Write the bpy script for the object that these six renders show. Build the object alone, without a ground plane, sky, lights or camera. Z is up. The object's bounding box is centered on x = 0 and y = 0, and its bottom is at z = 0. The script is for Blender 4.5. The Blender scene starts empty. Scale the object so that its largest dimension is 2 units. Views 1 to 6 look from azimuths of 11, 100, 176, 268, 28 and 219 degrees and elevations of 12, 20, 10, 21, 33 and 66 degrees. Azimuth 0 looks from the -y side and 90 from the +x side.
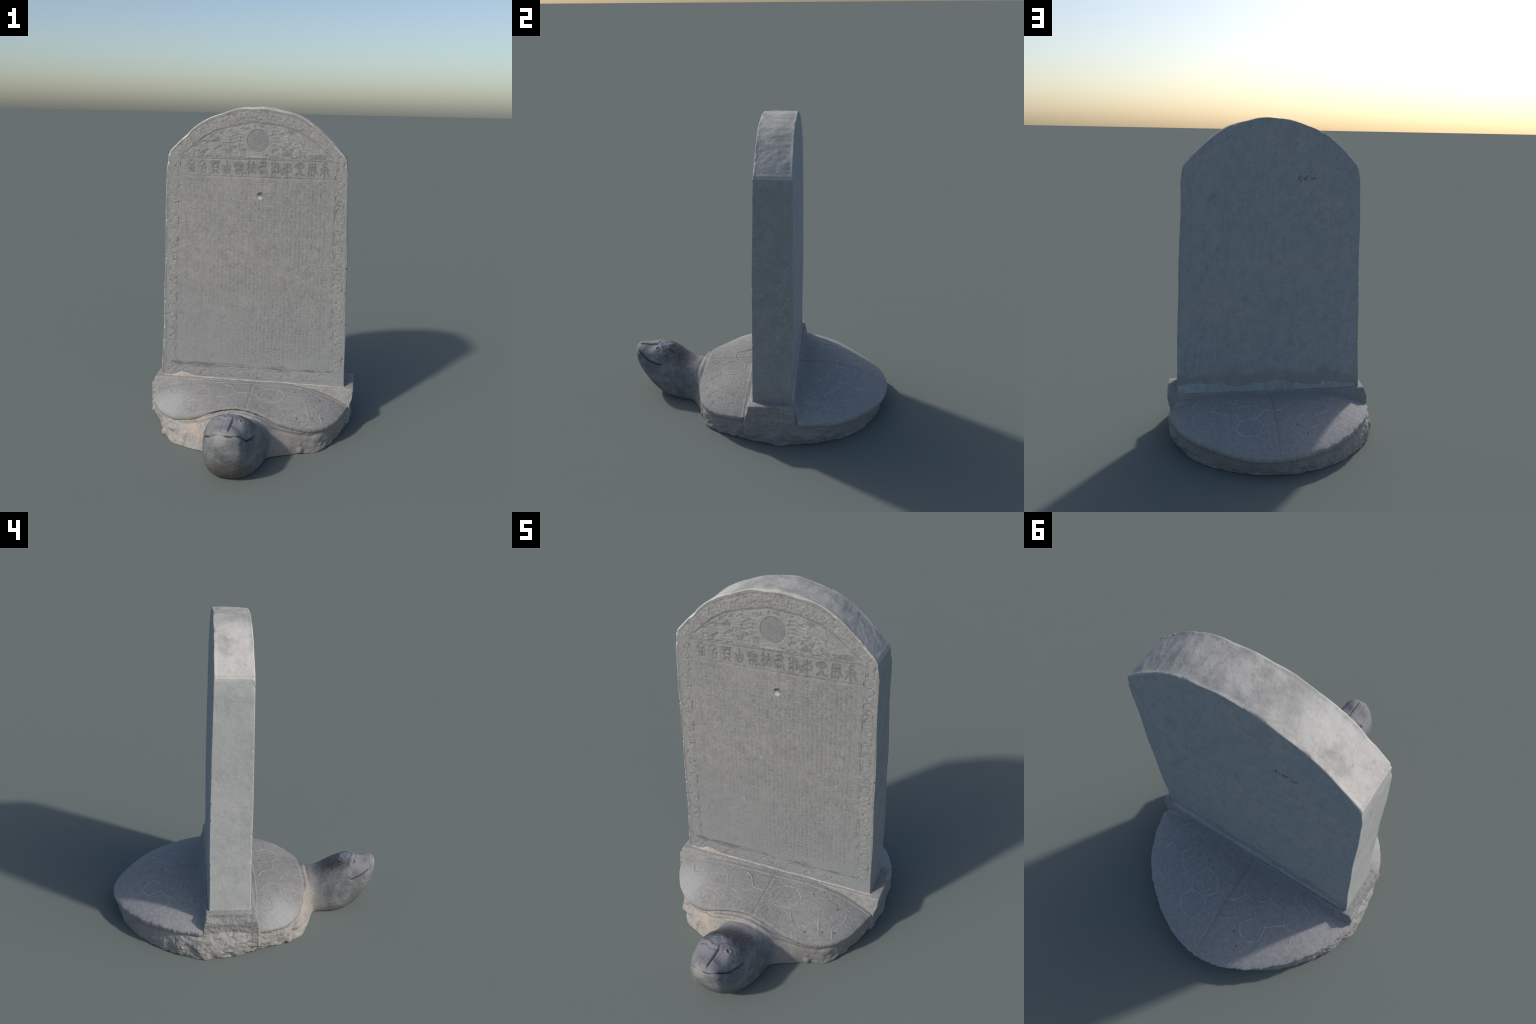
"""Weathered stone stele standing on a carved stone tortoise."""
import bpy, bmesh, math
import numpy as np
from mathutils import Vector

RNG = np.random.default_rng(7)

# ------------------------------------------------------------------ noise
def _hash(ix, iy, iz, seed):
    h = (ix.astype(np.int64) * 374761393 + iy.astype(np.int64) * 668265263
         + iz.astype(np.int64) * 2147483647 + seed * 974711) & 0xFFFFFFFF
    h = ((h ^ (h >> 13)) * 1274126177) & 0xFFFFFFFF
    return ((h ^ (h >> 16)) & 0xFFFF) / 32767.5 - 1.0

def vnoise(P, seed=0):
    f = np.floor(P); t = P - f; t = t * t * t * (t * (t * 6 - 15) + 10)
    i = f.astype(np.int64); out = 0
    for dx in (0, 1):
        wx = t[:, 0] if dx else 1 - t[:, 0]
        for dy in (0, 1):
            wy = t[:, 1] if dy else 1 - t[:, 1]
            for dz in (0, 1):
                wz = t[:, 2] if dz else 1 - t[:, 2]
                out = out + wx * wy * wz * _hash(i[:, 0] + dx, i[:, 1] + dy, i[:, 2] + dz, seed)
    return out

def fbm(P, scale, octaves=4, seed=0, gain=0.5):
    P = np.asarray(P, float) * scale; a = 1.0; s = 0; n = 0
    for k in range(octaves):
        s = s + a * vnoise(P + 17.3 * k, seed + k); n += a
        P = P * 2.03; a *= gain
    return s / n

def sstep(a, b, x):
    t = np.clip((np.asarray(x, float) - a) / (b - a), 0, 1)
    return t * t * (3 - 2 * t)

def smax(a, b, k):
    h = np.clip(0.5 + 0.5 * (a - b) / k, 0, 1)
    return b * (1 - h) + a * h + k * h * (1 - h)

# ------------------------------------------------------------------ object helpers
ROOT = bpy.data.objects.new("tortoise_stele", None)
bpy.context.scene.collection.objects.link(ROOT)
ROOT.location = (0.02, 0.14, 0.0)
ROOT.rotation_euler = (0, 0, math.radians(4.0))
ROOT["label"] = "grey inscribed stone slab standing on a carved tortoise"
ROOT["category"] = "stone stele"

def make_object(name, mesh, parent=ROOT, kind=None):
    ob = bpy.data.objects.new(name, mesh)
    bpy.context.scene.collection.objects.link(ob)
    ob.parent = parent
    if kind:
        ob["kind"] = kind
    return ob

def build_mesh(name, V, F, mats, mat_idx=None, smooth=True, normals=None):
    me = bpy.data.meshes.new(name)
    V = np.asarray(V, np.float32); F = np.asarray(F, np.int32)
    k = F.shape[1]
    me.vertices.add(len(V)); me.vertices.foreach_set("co", V.ravel())
    me.loops.add(F.size); me.loops.foreach_set("vertex_index", F.ravel())
    me.polygons.add(len(F))
    me.polygons.foreach_set("loop_start", np.arange(0, F.size, k, dtype=np.int32))
    for m in mats:
        me.materials.append(m)
    if mat_idx is not None:
        me.polygons.foreach_set("material_index", np.asarray(mat_idx, np.int32))
    me.polygons.foreach_set("use_smooth", np.full(len(F), smooth))
    me.update(calc_edges=True); me.validate()
    if normals is not None:
        me.normals_split_custom_set_from_vertices(np.asarray(normals, np.float32))
    return me

def vertex_normals(V, F):
    """area-weighted vertex normals of a quad or triangle mesh"""
    V = np.asarray(V, float); F = np.asarray(F)
    if F.shape[1] == 4:
        fn = np.cross(V[F[:, 2]] - V[F[:, 0]], V[F[:, 3]] - V[F[:, 1]])
    else:
        fn = np.cross(V[F[:, 1]] - V[F[:, 0]], V[F[:, 2]] - V[F[:, 0]])
    N = np.zeros_like(V)
    for c in range(F.shape[1]):
        for d in range(3):
            N[:, d] += np.bincount(F[:, c], fn[:, d], len(V))
    return N / np.maximum(np.linalg.norm(N, axis=1), 1e-12)[:, None]

def split_by_region(V, F, region, names, mats, mat_idx=None, parents=None, kinds=None):
    """cut one surface into named meshes that share border vertices and normals"""
    N = vertex_normals(V, F); out = {}
    for r, nm in names.items():
        sel = np.where(region == r)[0]
        if len(sel) == 0:
            continue
        used, inv = np.unique(F[sel].ravel(), return_inverse=True)
        me = build_mesh(nm, V[used], inv.reshape(-1, F.shape[1]), mats,
                        None if mat_idx is None else mat_idx[sel], normals=N[used])
        out[r] = make_object(nm, me, (parents or {}).get(r, ROOT), (kinds or {}).get(r))
    return out

def grid_faces(nu, nv, wrap_u=False, flip=False):
    iu = np.arange(nu if wrap_u else nu - 1); iv = np.arange(nv - 1)
    a, b = np.meshgrid(iu, iv, indexing="ij"); a2 = (a + 1) % nu
    F = np.stack([a * nv + b, a2 * nv + b, a2 * nv + b + 1, a * nv + b + 1], -1).reshape(-1, 4)
    return F[:, ::-1].copy() if flip else F

# ------------------------------------------------------------------ materials
def new_mat(name):
    m = bpy.data.materials.new(name); m.use_nodes = True
    nt = m.node_tree; nt.nodes.clear()
    out = nt.nodes.new("ShaderNodeOutputMaterial"); b = nt.nodes.new("ShaderNodeBsdfPrincipled")
    nt.links.new(b.outputs[0], out.inputs[0])
    tc = nt.nodes.new("ShaderNodeTexCoord")
    return m, nt, b, tc.outputs["Object"]

class Nodes:
    """small helper to write node graphs as expressions"""
    def __init__(self, nt, co):
        self.nt, self.co = nt, co
    def _set(self, sock, v):
        if isinstance(v, bpy.types.NodeSocket):
            self.nt.links.new(v, sock)
        else:
            sock.default_value = v
    def math(self, op, a, b=0.0, clamp=False):
        n = self.nt.nodes.new("ShaderNodeMath"); n.operation = op; n.use_clamp = clamp
        self._set(n.inputs[0], a); self._set(n.inputs[1], b); return n.outputs[0]
    def mul(self, a, b): return self.math("MULTIPLY", a, b)
    def add(self, a, b): return self.math("ADD", a, b)
    def scaled(self, s):
        n = self.nt.nodes.new("ShaderNodeMapping"); n.vector_type = "POINT"
        self.nt.links.new(self.co, n.inputs[0])
        n.inputs["Scale"].default_value = s; return n.outputs[0]
    def noise(self, scale, detail=4, rough=0.55, stretch=None, offset=None, dist=0.0):
        n = self.nt.nodes.new("ShaderNodeTexNoise")
        n.inputs["Scale"].default_value = scale; n.inputs["Detail"].default_value = detail
        n.inputs["Roughness"].default_value = rough; n.inputs["Distortion"].default_value = dist
        m = self.nt.nodes.new("ShaderNodeMapping")
        m.inputs["Scale"].default_value = stretch or (1, 1, 1)
        m.inputs["Location"].default_value = offset or (0, 0, 0)
        self.nt.links.new(self.co, m.inputs[0]); self.nt.links.new(m.outputs[0], n.inputs["Vector"])
        return n.outputs["Fac"]
    def voronoi(self, scale, feature="F1"):
        n = self.nt.nodes.new("ShaderNodeTexVoronoi"); n.feature = feature
        n.inputs["Scale"].default_value = scale; self.nt.links.new(self.co, n.inputs["Vector"])
        return n.outputs["Distance"]
    def ramp(self, v, a, b, lo=0.0, hi=1.0):
        n = self.nt.nodes.new("ShaderNodeMapRange"); n.interpolation_type = "SMOOTHSTEP"
        self._set(n.inputs["Value"], v)
        n.inputs["From Min"].default_value = a; n.inputs["From Max"].default_value = b
        n.inputs["To Min"].default_value = lo; n.inputs["To Max"].default_value = hi
        return n.outputs["Result"]
    def axis(self, k):
        n = self.nt.nodes.new("ShaderNodeSeparateXYZ"); self.nt.links.new(self.co, n.inputs[0])
        return n.outputs[k]
    def blob(self, centre, radii, soft=0.5, wobble=0.0, wscale=8.0):
        """1 inside an ellipsoid, falling to 0 outside, with a ragged border"""
        n = self.nt.nodes.new("ShaderNodeVectorMath"); n.operation = "SUBTRACT"
        self.nt.links.new(self.co, n.inputs[0]); n.inputs[1].default_value = centre
        d = self.nt.nodes.new("ShaderNodeVectorMath"); d.operation = "DIVIDE"
        self.nt.links.new(n.outputs[0], d.inputs[0]); d.inputs[1].default_value = radii
        l = self.nt.nodes.new("ShaderNodeVectorMath"); l.operation = "LENGTH"
        self.nt.links.new(d.outputs[0], l.inputs[0]); v = l.outputs["Value"]
        if wobble:
            v = self.add(v, self.mul(self.add(self.noise(wscale, 5, 0.6), -0.5), wobble))
        return self.ramp(v, 1 - soft, 1 + soft, 1.0, 0.0)
    def mix(self, f, a, b):
        n = self.nt.nodes.new("ShaderNodeMix"); n.data_type = "RGBA"
        self._set(n.inputs["Factor"], f)
        for s, v in ((n.inputs[6], a), (n.inputs[7], b)):
            self._set(s, (*v, 1) if isinstance(v, tuple) and len(v) == 3 else v)
        return n.outputs[2]
    def bump(self, h, strength, dist, normal=None):
        n = self.nt.nodes.new("ShaderNodeBump"); n.inputs["Strength"].default_value = strength
        n.inputs["Distance"].default_value = dist; self.nt.links.new(h, n.inputs["Height"])
        if normal is not None: self.nt.links.new(normal, n.inputs["Normal"])
        return n.outputs[0]

def scale_col(c, k):
    return tuple(x * k for x in c)

def stone(name, base, warm=None, cool=None, amount=0.5, speck=0.25, grain=140.0, bump=0.35,
          rough=0.85, extra=None, stretch=None, mottle=1.0):
    m, nt, b, co = new_mat(name); g = Nodes(nt, co)
    warm = warm or scale_col(base, 1.1); cool = cool or scale_col(base, 0.88)
    big = g.noise(3.1, 5, 0.6, stretch=stretch); mid = g.noise(17.0, 5, 0.62, stretch=stretch, offset=(3.1, 1.7, 0.4))
    fine = g.noise(grain, 3, 0.6)
    c = g.mix(g.ramp(big, 0.36, 0.64), cool, warm)
    c = g.mix(amount, base, c)
    c = g.mix(g.ramp(mid, 0.40, 0.68, 0.0, 0.55), c, scale_col(base, 0.76))
    mott = g.noise(62.0, 4, 0.68, stretch=stretch, offset=(0.7, 5.1, 2.2))
    c = g.mix(g.ramp(mott, 0.51, 0.66, 0, 0.62 * mottle), c, scale_col(base, 0.66))
    c = g.mix(g.ramp(mott, 0.47, 0.32, 0, 0.60 * mottle), c, scale_col(base, 1.32))
    c = g.mix(g.mul(g.ramp(fine, 0.52, 0.75), speck), c, scale_col(base, 1.35))
    c = g.mix(g.mul(g.ramp(fine, 0.47, 0.28), speck), c, scale_col(base, 0.62))
    if extra:
        c = extra(g, c)
    rg = rough
    if isinstance(c, tuple):
        c, rg = c
    nt.links.new(c, b.inputs["Base Color"]); g._set(b.inputs["Roughness"], rg)
    b.inputs["Specular IOR Level"].default_value = 0.3
    h = g.add(g.mul(mid, 0.5), g.add(g.mul(fine, 0.3), g.mul(mott, 0.35)))
    nt.links.new(g.bump(h, bump, 0.006), b.inputs["Normal"])
    return m

GREY = (0.270, 0.267, 0.258)
BEIGE = (0.30, 0.27, 0.245)

def front_extra(g, c):
    # rain streaks, blotches, a faint ghost of worn text columns, cool grey lower area
    streak = g.noise(30, 4, 0.6, stretch=(1.0, 1.0, 0.10))
    c = g.mix(g.ramp(streak, 0.50, 0.72, 0, 0.40), c, scale_col(GREY, 0.72))
    z, x = g.axis(2), g.axis(0)
    n = g.noise(5, 5, 0.6)
    c = g.mix(g.mul(g.ramp(g.add(z, g.mul(n, 0.5)), 1.30, 0.80, 0, 1), 0.55), c, (0.235, 0.245, 0.252))
    c = g.mix(g.ramp(g.noise(11, 6, 0.7, offset=(4, 0, 2)), 0.58, 0.74, 0, 0.60), c, scale_col(GREY, 0.52))
    c = g.mix(g.ramp(g.noise(7, 6, 0.7, offset=(9, 3, 2)), 0.60, 0.75, 0, 0.55), c, (0.32, 0.325, 0.31))
    col = g.math("SINE", g.mul(g.add(x, 0.445), 2 * math.pi / 0.0248))
    col = g.ramp(col, 0.3, -0.9)
    brk = g.ramp(g.noise(60, 3, 0.6, stretch=(1, 1, 0.8), offset=(1, 0, 7)), 0.42, 0.62)
    field = g.mul(g.ramp(z, 0.40, 0.46), g.ramp(z, 1.565, 1.53))
    field = g.mul(field, g.ramp(g.math("ABSOLUTE", x), 0.45, 0.43))
    field = g.mul(field, g.ramp(g.add(g.noise(3.2, 4, 0.6, offset=(2, 2, 2)), g.mul(x, 0.25)), 0.36, 0.58, 0.10, 0.75))
    c = g.mix(g.mul(g.mul(col, brk), g.mul(field, 0.75)), c, scale_col(GREY, 0.58))
    # soot line above the foot border and along the arrises
    foot = g.mul(g.ramp(g.math("ABSOLUTE", g.add(z, -0.378)), 0.022, 0.0), g.ramp(g.noise(6, 4, 0.6, stretch=(1, 1, 3), offset=(0, 0, 5)), 0.47, 0.60))
    c = g.mix(g.mul(foot, 0.75), c, (0.10, 0.11, 0.115))
    edge = g.mul(g.ramp(g.add(g.math("ABSOLUTE", x), g.mul(z, 0.027)), 0.575, 0.590), g.ramp(g.noise(9, 5, 0.7, offset=(1, 0, 0)), 0.35, 0.6))
    c = g.mix(g.mul(edge, 0.7), c, (0.15, 0.135, 0.115))
    return c

def back_extra(g, c):
    z = g.axis(2)
    c = g.mix(g.ramp(g.noise(28, 5, 0.65, stretch=(1, 1, 0.35)), 0.52, 0.72, 0, 0.45), c, scale_col((0.30, 0.33, 0.32), 0.72))
    c = g.mix(g.ramp(g.noise(40, 4, 0.6, stretch=(1, 1, 0.25), offset=(5, 0, 1)), 0.58, 0.72, 0, 0.5), c, scale_col((0.30, 0.33, 0.33), 1.3))
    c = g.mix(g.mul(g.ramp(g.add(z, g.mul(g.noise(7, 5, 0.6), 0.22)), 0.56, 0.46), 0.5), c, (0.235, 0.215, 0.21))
    return c

def edge_extra(g, c):
    x, z = g.axis(0), g.axis(2)
    n = g.noise(3.5, 5, 0.62, offset=(0, 2, 0))
    # paler left side and shoulder, grey patches near the crown
    pale = g.ramp(g.add(x, g.mul(g.add(n, -0.5), 0.5)), -0.18, -0.34)
    c = g.mix(g.mul(pale, 0.75), c, (0.485, 0.485, 0.465))
    warm = g.mul(g.ramp(z, 1.686, 1.700), g.ramp(n, 0.30, 0.55))
    c = g.mix(g.mul(warm, 0.8), c, (0.46, 0.43, 0.395))
    shoulder = g.mul(pale, g.ramp(z, 1.684, 1.692))
    c = g.mix(g.mul(shoulder, 0.75), c, (0.57, 0.54, 0.50))
    crown = g.mul(g.ramp(z, 1.78, 1.88), g.ramp(g.noise(7, 6, 0.7, offset=(3, 0, 1)), 0.46, 0.62))
    c = g.mix(g.mul(crown, 0.5), c, (0.27, 0.255, 0.24))
    c = g.mix(g.ramp(g.noise(34, 5, 0.7, stretch=(1, .6, 1)), 0.58, 0.72, 0, 0.4), c, (0.24, 0.24, 0.23))
    c = g.mix(g.mul(g.ramp(g.noise(8, 6, 0.7, offset=(1, 1, 1)), 0.48, 0.66), g.ramp(x, -0.3, 0.0, 0.3, 0.7)), c, (0.27, 0.275, 0.25))
    c = g.mix(g.ramp(g.noise(19, 5, 0.7, offset=(6, 1, 1)), 0.58, 0.70, 0, 0.5), c, (0.44, 0.46, 0.455))
    low = g.mul(g.ramp(g.add(z, g.mul(n, 0.3)), 0.58, 0.40), g.ramp(x, 0.1, 0.3))
    c = g.mix(g.mul(low, 0.5), c, (0.26, 0.25, 0.225))
    return c

def shell_extra(g, c):
    c = g.mix(g.ramp(g.noise(75, 4, 0.65), 0.54, 0.66, 0, 0.60), c, (0.35, 0.343, 0.332))
    c = g.mix(g.ramp(g.noise(7, 5, 0.65, offset=(7, 1, 0)), 0.5, 0.7, 0, 0.4), c, (0.27, 0.262, 0.25))
    y = g.axis(1)
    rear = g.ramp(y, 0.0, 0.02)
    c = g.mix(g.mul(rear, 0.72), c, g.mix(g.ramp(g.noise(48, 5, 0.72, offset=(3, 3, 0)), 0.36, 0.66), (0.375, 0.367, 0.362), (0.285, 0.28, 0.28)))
    # lime bloom on the worn flank lobe
    c = g.mix(g.mul(g.blob((-0.50, -0.33, 0.17), (0.16, 0.13, 0.12), 0.6, 0.6, 9), 0.45), c, (0.40, 0.40, 0.395))
    spots = None
    for p in ((.28,-.245),(.435,-.275),(.40,-.43),(.46,-.40),(.31,-.47),(.33,-.20),(.47,-.455),(-.13,.53),(-.18,.585)):
        b = g.blob((p[0], p[1], 0.18), (0.0055, 0.0055, 0.3), 0.5)
        spots = b if spots is None else g.math("MAXIMUM", spots, b)
    c = g.mix(g.mul(spots, 0.75), c, (0.06, 0.055, 0.05))
    return c

def ledge_extra(g, c):
    x = g.axis(0)
    c = g.mix(g.ramp(g.noise(26, 5, 0.7), 0.55, 0.7, 0, 0.45), c, (0.17, 0.165, 0.155))
    return c

def body_extra(g, c):
    """beige hewn chest, dark handled patina over neck and head"""
    x, y, z = (g.axis(k) for k in range(3))
    n = g.noise(6, 5, 0.62); n2 = g.noise(15, 5, 0.65, offset=(2, 2, 2)); fine = g.noise(110, 4, 0.65)
    c = g.mix(g.ramp(g.noise(9, 5, 0.6, stretch=(1, 1, .4)), 0.44, 0.62, 0, 0.75), c, (0.345, 0.335, 0.315))
    blush = g.mul(g.blob((-0.24, -0.52, 0.10), (0.20, 0.12, 0.13), 0.6, 1.0, 10), g.ramp(n2, 0.42, 0.62))
    c = g.mix(g.mul(blush, 0.8), c, (0.40, 0.335, 0.28))
    right = g.ramp(g.add(x, g.mul(n, 0.3)), 0.10, 0.42)  # right wall colour darkened to the tone of its shaded side
    c = g.mix(g.mul(right, 0.70), c, (0.215, 0.205, 0.20))
    c = g.mix(g.ramp(g.noise(22, 5, 0.7, offset=(1, 5, 2)), 0.52, 0.68, 0, 0.5), c, (0.20, 0.185, 0.17))
    c = g.mix(g.mul(g.ramp(fine, 0.55, 0.72), 0.25), c, (0.46, 0.42, 0.38))
    painted_rear_shade = g.mul(g.ramp(g.add(y, g.mul(n, 0.3)), 0.45, 0.75), g.ramp(n2, 0.35, 0.6, 0.4, 1.0))  # occlusion shade under the rear rim, tinted into the wall colour
    c = g.mix(g.mul(painted_rear_shade, 0.55), c, (0.19, 0.18, 0.17))
    # patina
    edge = g.add(g.add(y, g.mul(g.add(n, -0.5), 0.12)), g.mul(z, -0.6))
    edge = g.add(edge, g.ramp(x, 0.02, 0.15, 0.0, -0.055))
    pat = g.ramp(edge, -0.655, -0.785)
    head = g.mix(g.ramp(n2, 0.38, 0.66), (0.136, 0.143, 0.149), (0.218, 0.223, 0.229))
    grit = g.noise(58, 4, 0.7, offset=(4, 4, 4))
    head = g.mix(g.ramp(grit, 0.52, 0.68, 0, 0.55), head, (0.085, 0.084, 0.086))
    head = g.mix(g.mul(g.ramp(fine, 0.5, 0.72), 0.55), head, (0.29, 0.285, 0.29))
    face = g.blob((-0.06, -0.93, 0.345), (0.13, 0.12, 0.07), 0.35, 0.5, 14)
    head = g.mix(g.mul(face, 0.55), head, (0.25, 0.245, 0.25))
    beak = g.blob((-0.045, -1.01, 0.31), (0.035, 0.05, 0.035), 0.5, 0.8, 30)
    head = g.mix(g.mul(beak, 0.8), head, (0.30, 0.285, 0.27))
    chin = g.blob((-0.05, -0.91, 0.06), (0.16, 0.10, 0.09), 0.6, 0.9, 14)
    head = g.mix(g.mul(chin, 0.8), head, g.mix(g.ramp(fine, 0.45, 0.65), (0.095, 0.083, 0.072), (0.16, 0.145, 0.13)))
    crown = g.blob((-0.02, -0.725, 0.335), (0.115, 0.140, 0.080), 0.45, 0.7, 20)
    head = g.mix(g.mul(crown, 0.82), head, g.mix(g.ramp(fine, 0.5, 0.66), (0.032, 0.032, 0.036), (0.13, 0.13, 0.14)))
    painted_glint = g.blob((-0.03, -0.815, 0.365), (0.065, 0.04, 0.03), 0.6, 1.0, 30)  # bluish highlight on the polished crown, painted as a pale spot
    head = g.mix(g.mul(painted_glint, g.ramp(fine, 0.42, 0.62, 0.35, 1.0)), head, (0.30, 0.32, 0.38))
    nose = g.mul(g.blob((-0.043, -0.93, 0.36), (0.017, 0.10, 0.03), 0.2, 0.4, 30), 0.55)
    head = g.mix(nose, head, (0.19, 0.20, 0.235))
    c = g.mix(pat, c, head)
    rough = g.add(0.85, g.mul(g.mul(pat, g.math("MAXIMUM", crown, painted_glint)), -0.40))
    return c, rough

M_FRONT = stone("inscribed_face_stone", GREY, (0.275, 0.267, 0.250), (0.238, 0.243, 0.246), 0.6, extra=front_extra, mottle=0.8, bump=0.5)
M_GROOVE = stone("grimy_engraving", (0.19, 0.19, 0.185), amount=0.4, speck=0.2)
M_TEXT = stone("worn_letters", (0.20, 0.20, 0.196), amount=0.5, speck=0.2)
M_RELIEF = stone("pale_relief", (0.275, 0.275, 0.265), amount=0.4, speck=0.2)
M_PALE = stone("fresh_chip", (0.37, 0.36, 0.34), amount=0.4, speck=0.2)
M_DISC = stone("smooth_disc_stone", (0.215, 0.215, 0.215), amount=0.4, speck=0.2)
M_BACK = stone("back_face_stone", (0.355, 0.375, 0.38), (0.37, 0.368, 0.368), (0.325, 0.357, 0.38), 0.7, speck=0.35, extra=back_extra, mottle=0.4)
M_EDGE = stone("edge_stone", (0.315, 0.318, 0.305), (0.335, 0.32, 0.295), (0.29, 0.305, 0.31), 0.6, speck=0.2, extra=edge_extra, mottle=0.6, bump=0.5)
M_SHELL = stone("shell_stone", (0.245, 0.240, 0.232), (0.262, 0.254, 0.240), (0.228, 0.228, 0.228), 0.6, speck=0.4, extra=shell_extra, bump=0.5)
M_LEDGE = stone("socket_stone", (0.285, 0.278, 0.265), speck=0.4, extra=ledge_extra, bump=0.6)
M_RIDGE = stone("scute_ridge_stone", (0.285, 0.28, 0.27), speck=0.3)
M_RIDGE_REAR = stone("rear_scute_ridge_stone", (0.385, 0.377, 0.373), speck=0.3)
M_MORTAR = stone("lime_mortar", (0.42, 0.375, 0.33), speck=0.15, bump=0.8)
M_RENDER = stone("cement_smear", (0.34, 0.375, 0.385), speck=0.2, stretch=(1, 1, .3))
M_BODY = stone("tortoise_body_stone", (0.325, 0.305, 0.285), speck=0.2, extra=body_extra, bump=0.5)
M_CLEFT = stone("dark_mouth_cleft", (0.05, 0.049, 0.049), speck=0.1)
M_EYE = stone("eye_stone", (0.13, 0.13, 0.135), speck=0.1)

# ------------------------------------------------------------------ tortoise: rim, dome, ground outline
CY = 0.06                      # centre of the plan, local y
RIM_R = [.633,.637,.643,.648,.651,.653,.658,.668,.679,.686,.683,.670,.655,.645,.643,.646,.651,.655,
         .661,.669,.678,.685,.683,.670,.643,.609,.581,.572,.590,.628,.667,.688,.685,.666,.646,.634]
RIM_Z = [.186,.176,.164,.149,.142,.136,.126,.117,.115,.119,.126,.130,.134,.142,.152,.162,.168,.173,
         .179,.183,.180,.168,.157,.162,.189,.229,.258,.262,.239,.204,.172,.156,.158,.172,.184,.188]
FOOT_R = [.612,.614,.616,.621,.629,.633,.637,.641,.644,.640,.650,.650,.643,.642,.648,.645,.652,.672,
          .668,.648,.628,.636,.664,.698,.682,.676,.676,.670,.672,.655,.645,.680,.655,.622,.608,.609]

def per(tab, deg):
    n = len(tab); tab = np.asarray(tab, float)
    x = (np.asarray(deg, float) / 360 * n) % n; i = np.floor(x).astype(int); f = x - i
    p0, p1, p2, p3 = (tab[(i + k) % n] for k in (-1, 0, 1, 2))
    return p1 + .5 * f * (p2 - p0 + f * (2 * p0 - 5 * p1 + 4 * p2 - p3 + f * (3 * (p1 - p2) + p3 - p0)))

def dome(x, y):
    a = np.degrees(np.arctan2(y - CY, x)) % 360
    rho = np.hypot(x, y - CY) / per(RIM_R, a); z0 = per(RIM_Z, a)
    lobe = np.exp(-((a - 222) / 26) ** 2) + np.exp(-((a - 316) / 26) ** 2)      # full shoulders beside the neck
    z = z0 + (0.288 - 0.006 * sstep(0.1, 0.3, y) - 0.010 * np.exp(-(x / 0.22) ** 2 - ((y - 0.17) / 0.06) ** 2) - z0) * (1 - np.clip(rho, 0, 1) ** (2.8 + 1.9 * lobe + 0.25 * np.exp(-((a - 45) / 30) ** 2)))
    # concave fillet where the shell runs up to the socket block
    wedge = np.where(y < 0, 0.30 - (-0.150 - y) * 5.0, 0.30 - (y - 0.130) * 5.0)
    wedge = np.minimum(wedge, 0.235)
    return np.maximum(z, np.minimum(smax(z, wedge, 0.020), np.maximum(z, 0.262)))

# ------------------------------------------------------------------ shell
SCUTES = [[(.04,-.31),(.09,-.39),(.05,-.47),(.05,-.50)], [(.09,-.39),(.185,-.38),(.22,-.31)],
 [(.185,-.38),(.24,-.47),(.2,-.51)], [(.04,-.31),(0,-.32),(-.07,-.32),(-.11,-.24),(-.2,-.19),(-.26,-.25),(-.23,-.34),(-.13,-.38),(-.07,-.32)],
 [(-.13,-.38),(-.06,-.47),(-.1,-.49)], [(.04,-.18),(.09,-.24),(.17,-.23),(.23,-.3),(.19,-.38)], [(.09,-.24),(.04,-.31)],
 [(-.26,-.25),(-.35,-.21),(-.38,-.17)], [(-.35,-.21),(-.41,-.28),(-.48,-.28),(-.52,-.21)],
 [(-.41,-.28),(-.36,-.37),(-.42,-.42)], [(-.36,-.37),(-.29,-.39),(-.25,-.46)], [(-.23,-.34),(-.29,-.39)],
 [(.17,-.23),(.21,-.18)], [(.23,-.3),(.34,-.3),(.38,-.22),(.34,-.17)], [(.38,-.22),(.49,-.25),(.53,-.22)],
 [(.49,-.25),(.49,-.33),(.44,-.39),(.46,-.44)], [(.34,-.3),(.36,-.38),(.39,-.47)], [(.36,-.38),(.3,-.46)],
 [(.19,.32),(.23,.4),(.2,.46),(.11,.46),(.06,.4),(.11,.34),(.19,.32)], [(.19,.32),(.23,.27),(.17,.2)], [(.23,.27),(.33,.25)],
 [(.11,.34),(.04,.28),(.01,.28)], [(.04,.28),(.09,.23)], [(.06,.4),(.01,.39)],
 [(.11,.46),(.07,.52),(.11,.6),(.2,.58),(.24,.52),(.2,.46)], [(.33,.25),(.37,.32),(.32,.38),(.29,.39),(.26,.42)],
 [(.32,.38),(.39,.44),(.35,.5),(.36,.56)], [(.37,.32),(.46,.3),(.48,.2),(.42,.14)], [(.46,.3),(.49,.36),(.44,.45)],
 [(.07,.52),(0,.52)], [(.11,.6),(.07,.64),(.09,.69)], [(0,.4),(-.04,.39),(-.08,.33),(-.05,.29)],
 [(-.04,.39),(-.1,.46),(-.02,.52)], [(-.08,.33),(-.15,.34),(-.19,.41),(-.13,.47),(-.1,.46)],
 [(-.15,.34),(-.21,.28),(-.19,.23),(-.2,.17)], [(-.21,.28),(-.31,.29),(-.34,.36),(-.26,.42),(-.19,.41)],
 [(-.13,.47),(-.16,.52),(-.21,.54),(-.27,.5),(-.26,.42)], [(-.31,.29),(-.36,.21),(-.33,.17)],
 [(-.36,.21),(-.43,.23)], [(-.34,.36),(-.4,.37),(-.42,.44)]]

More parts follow.
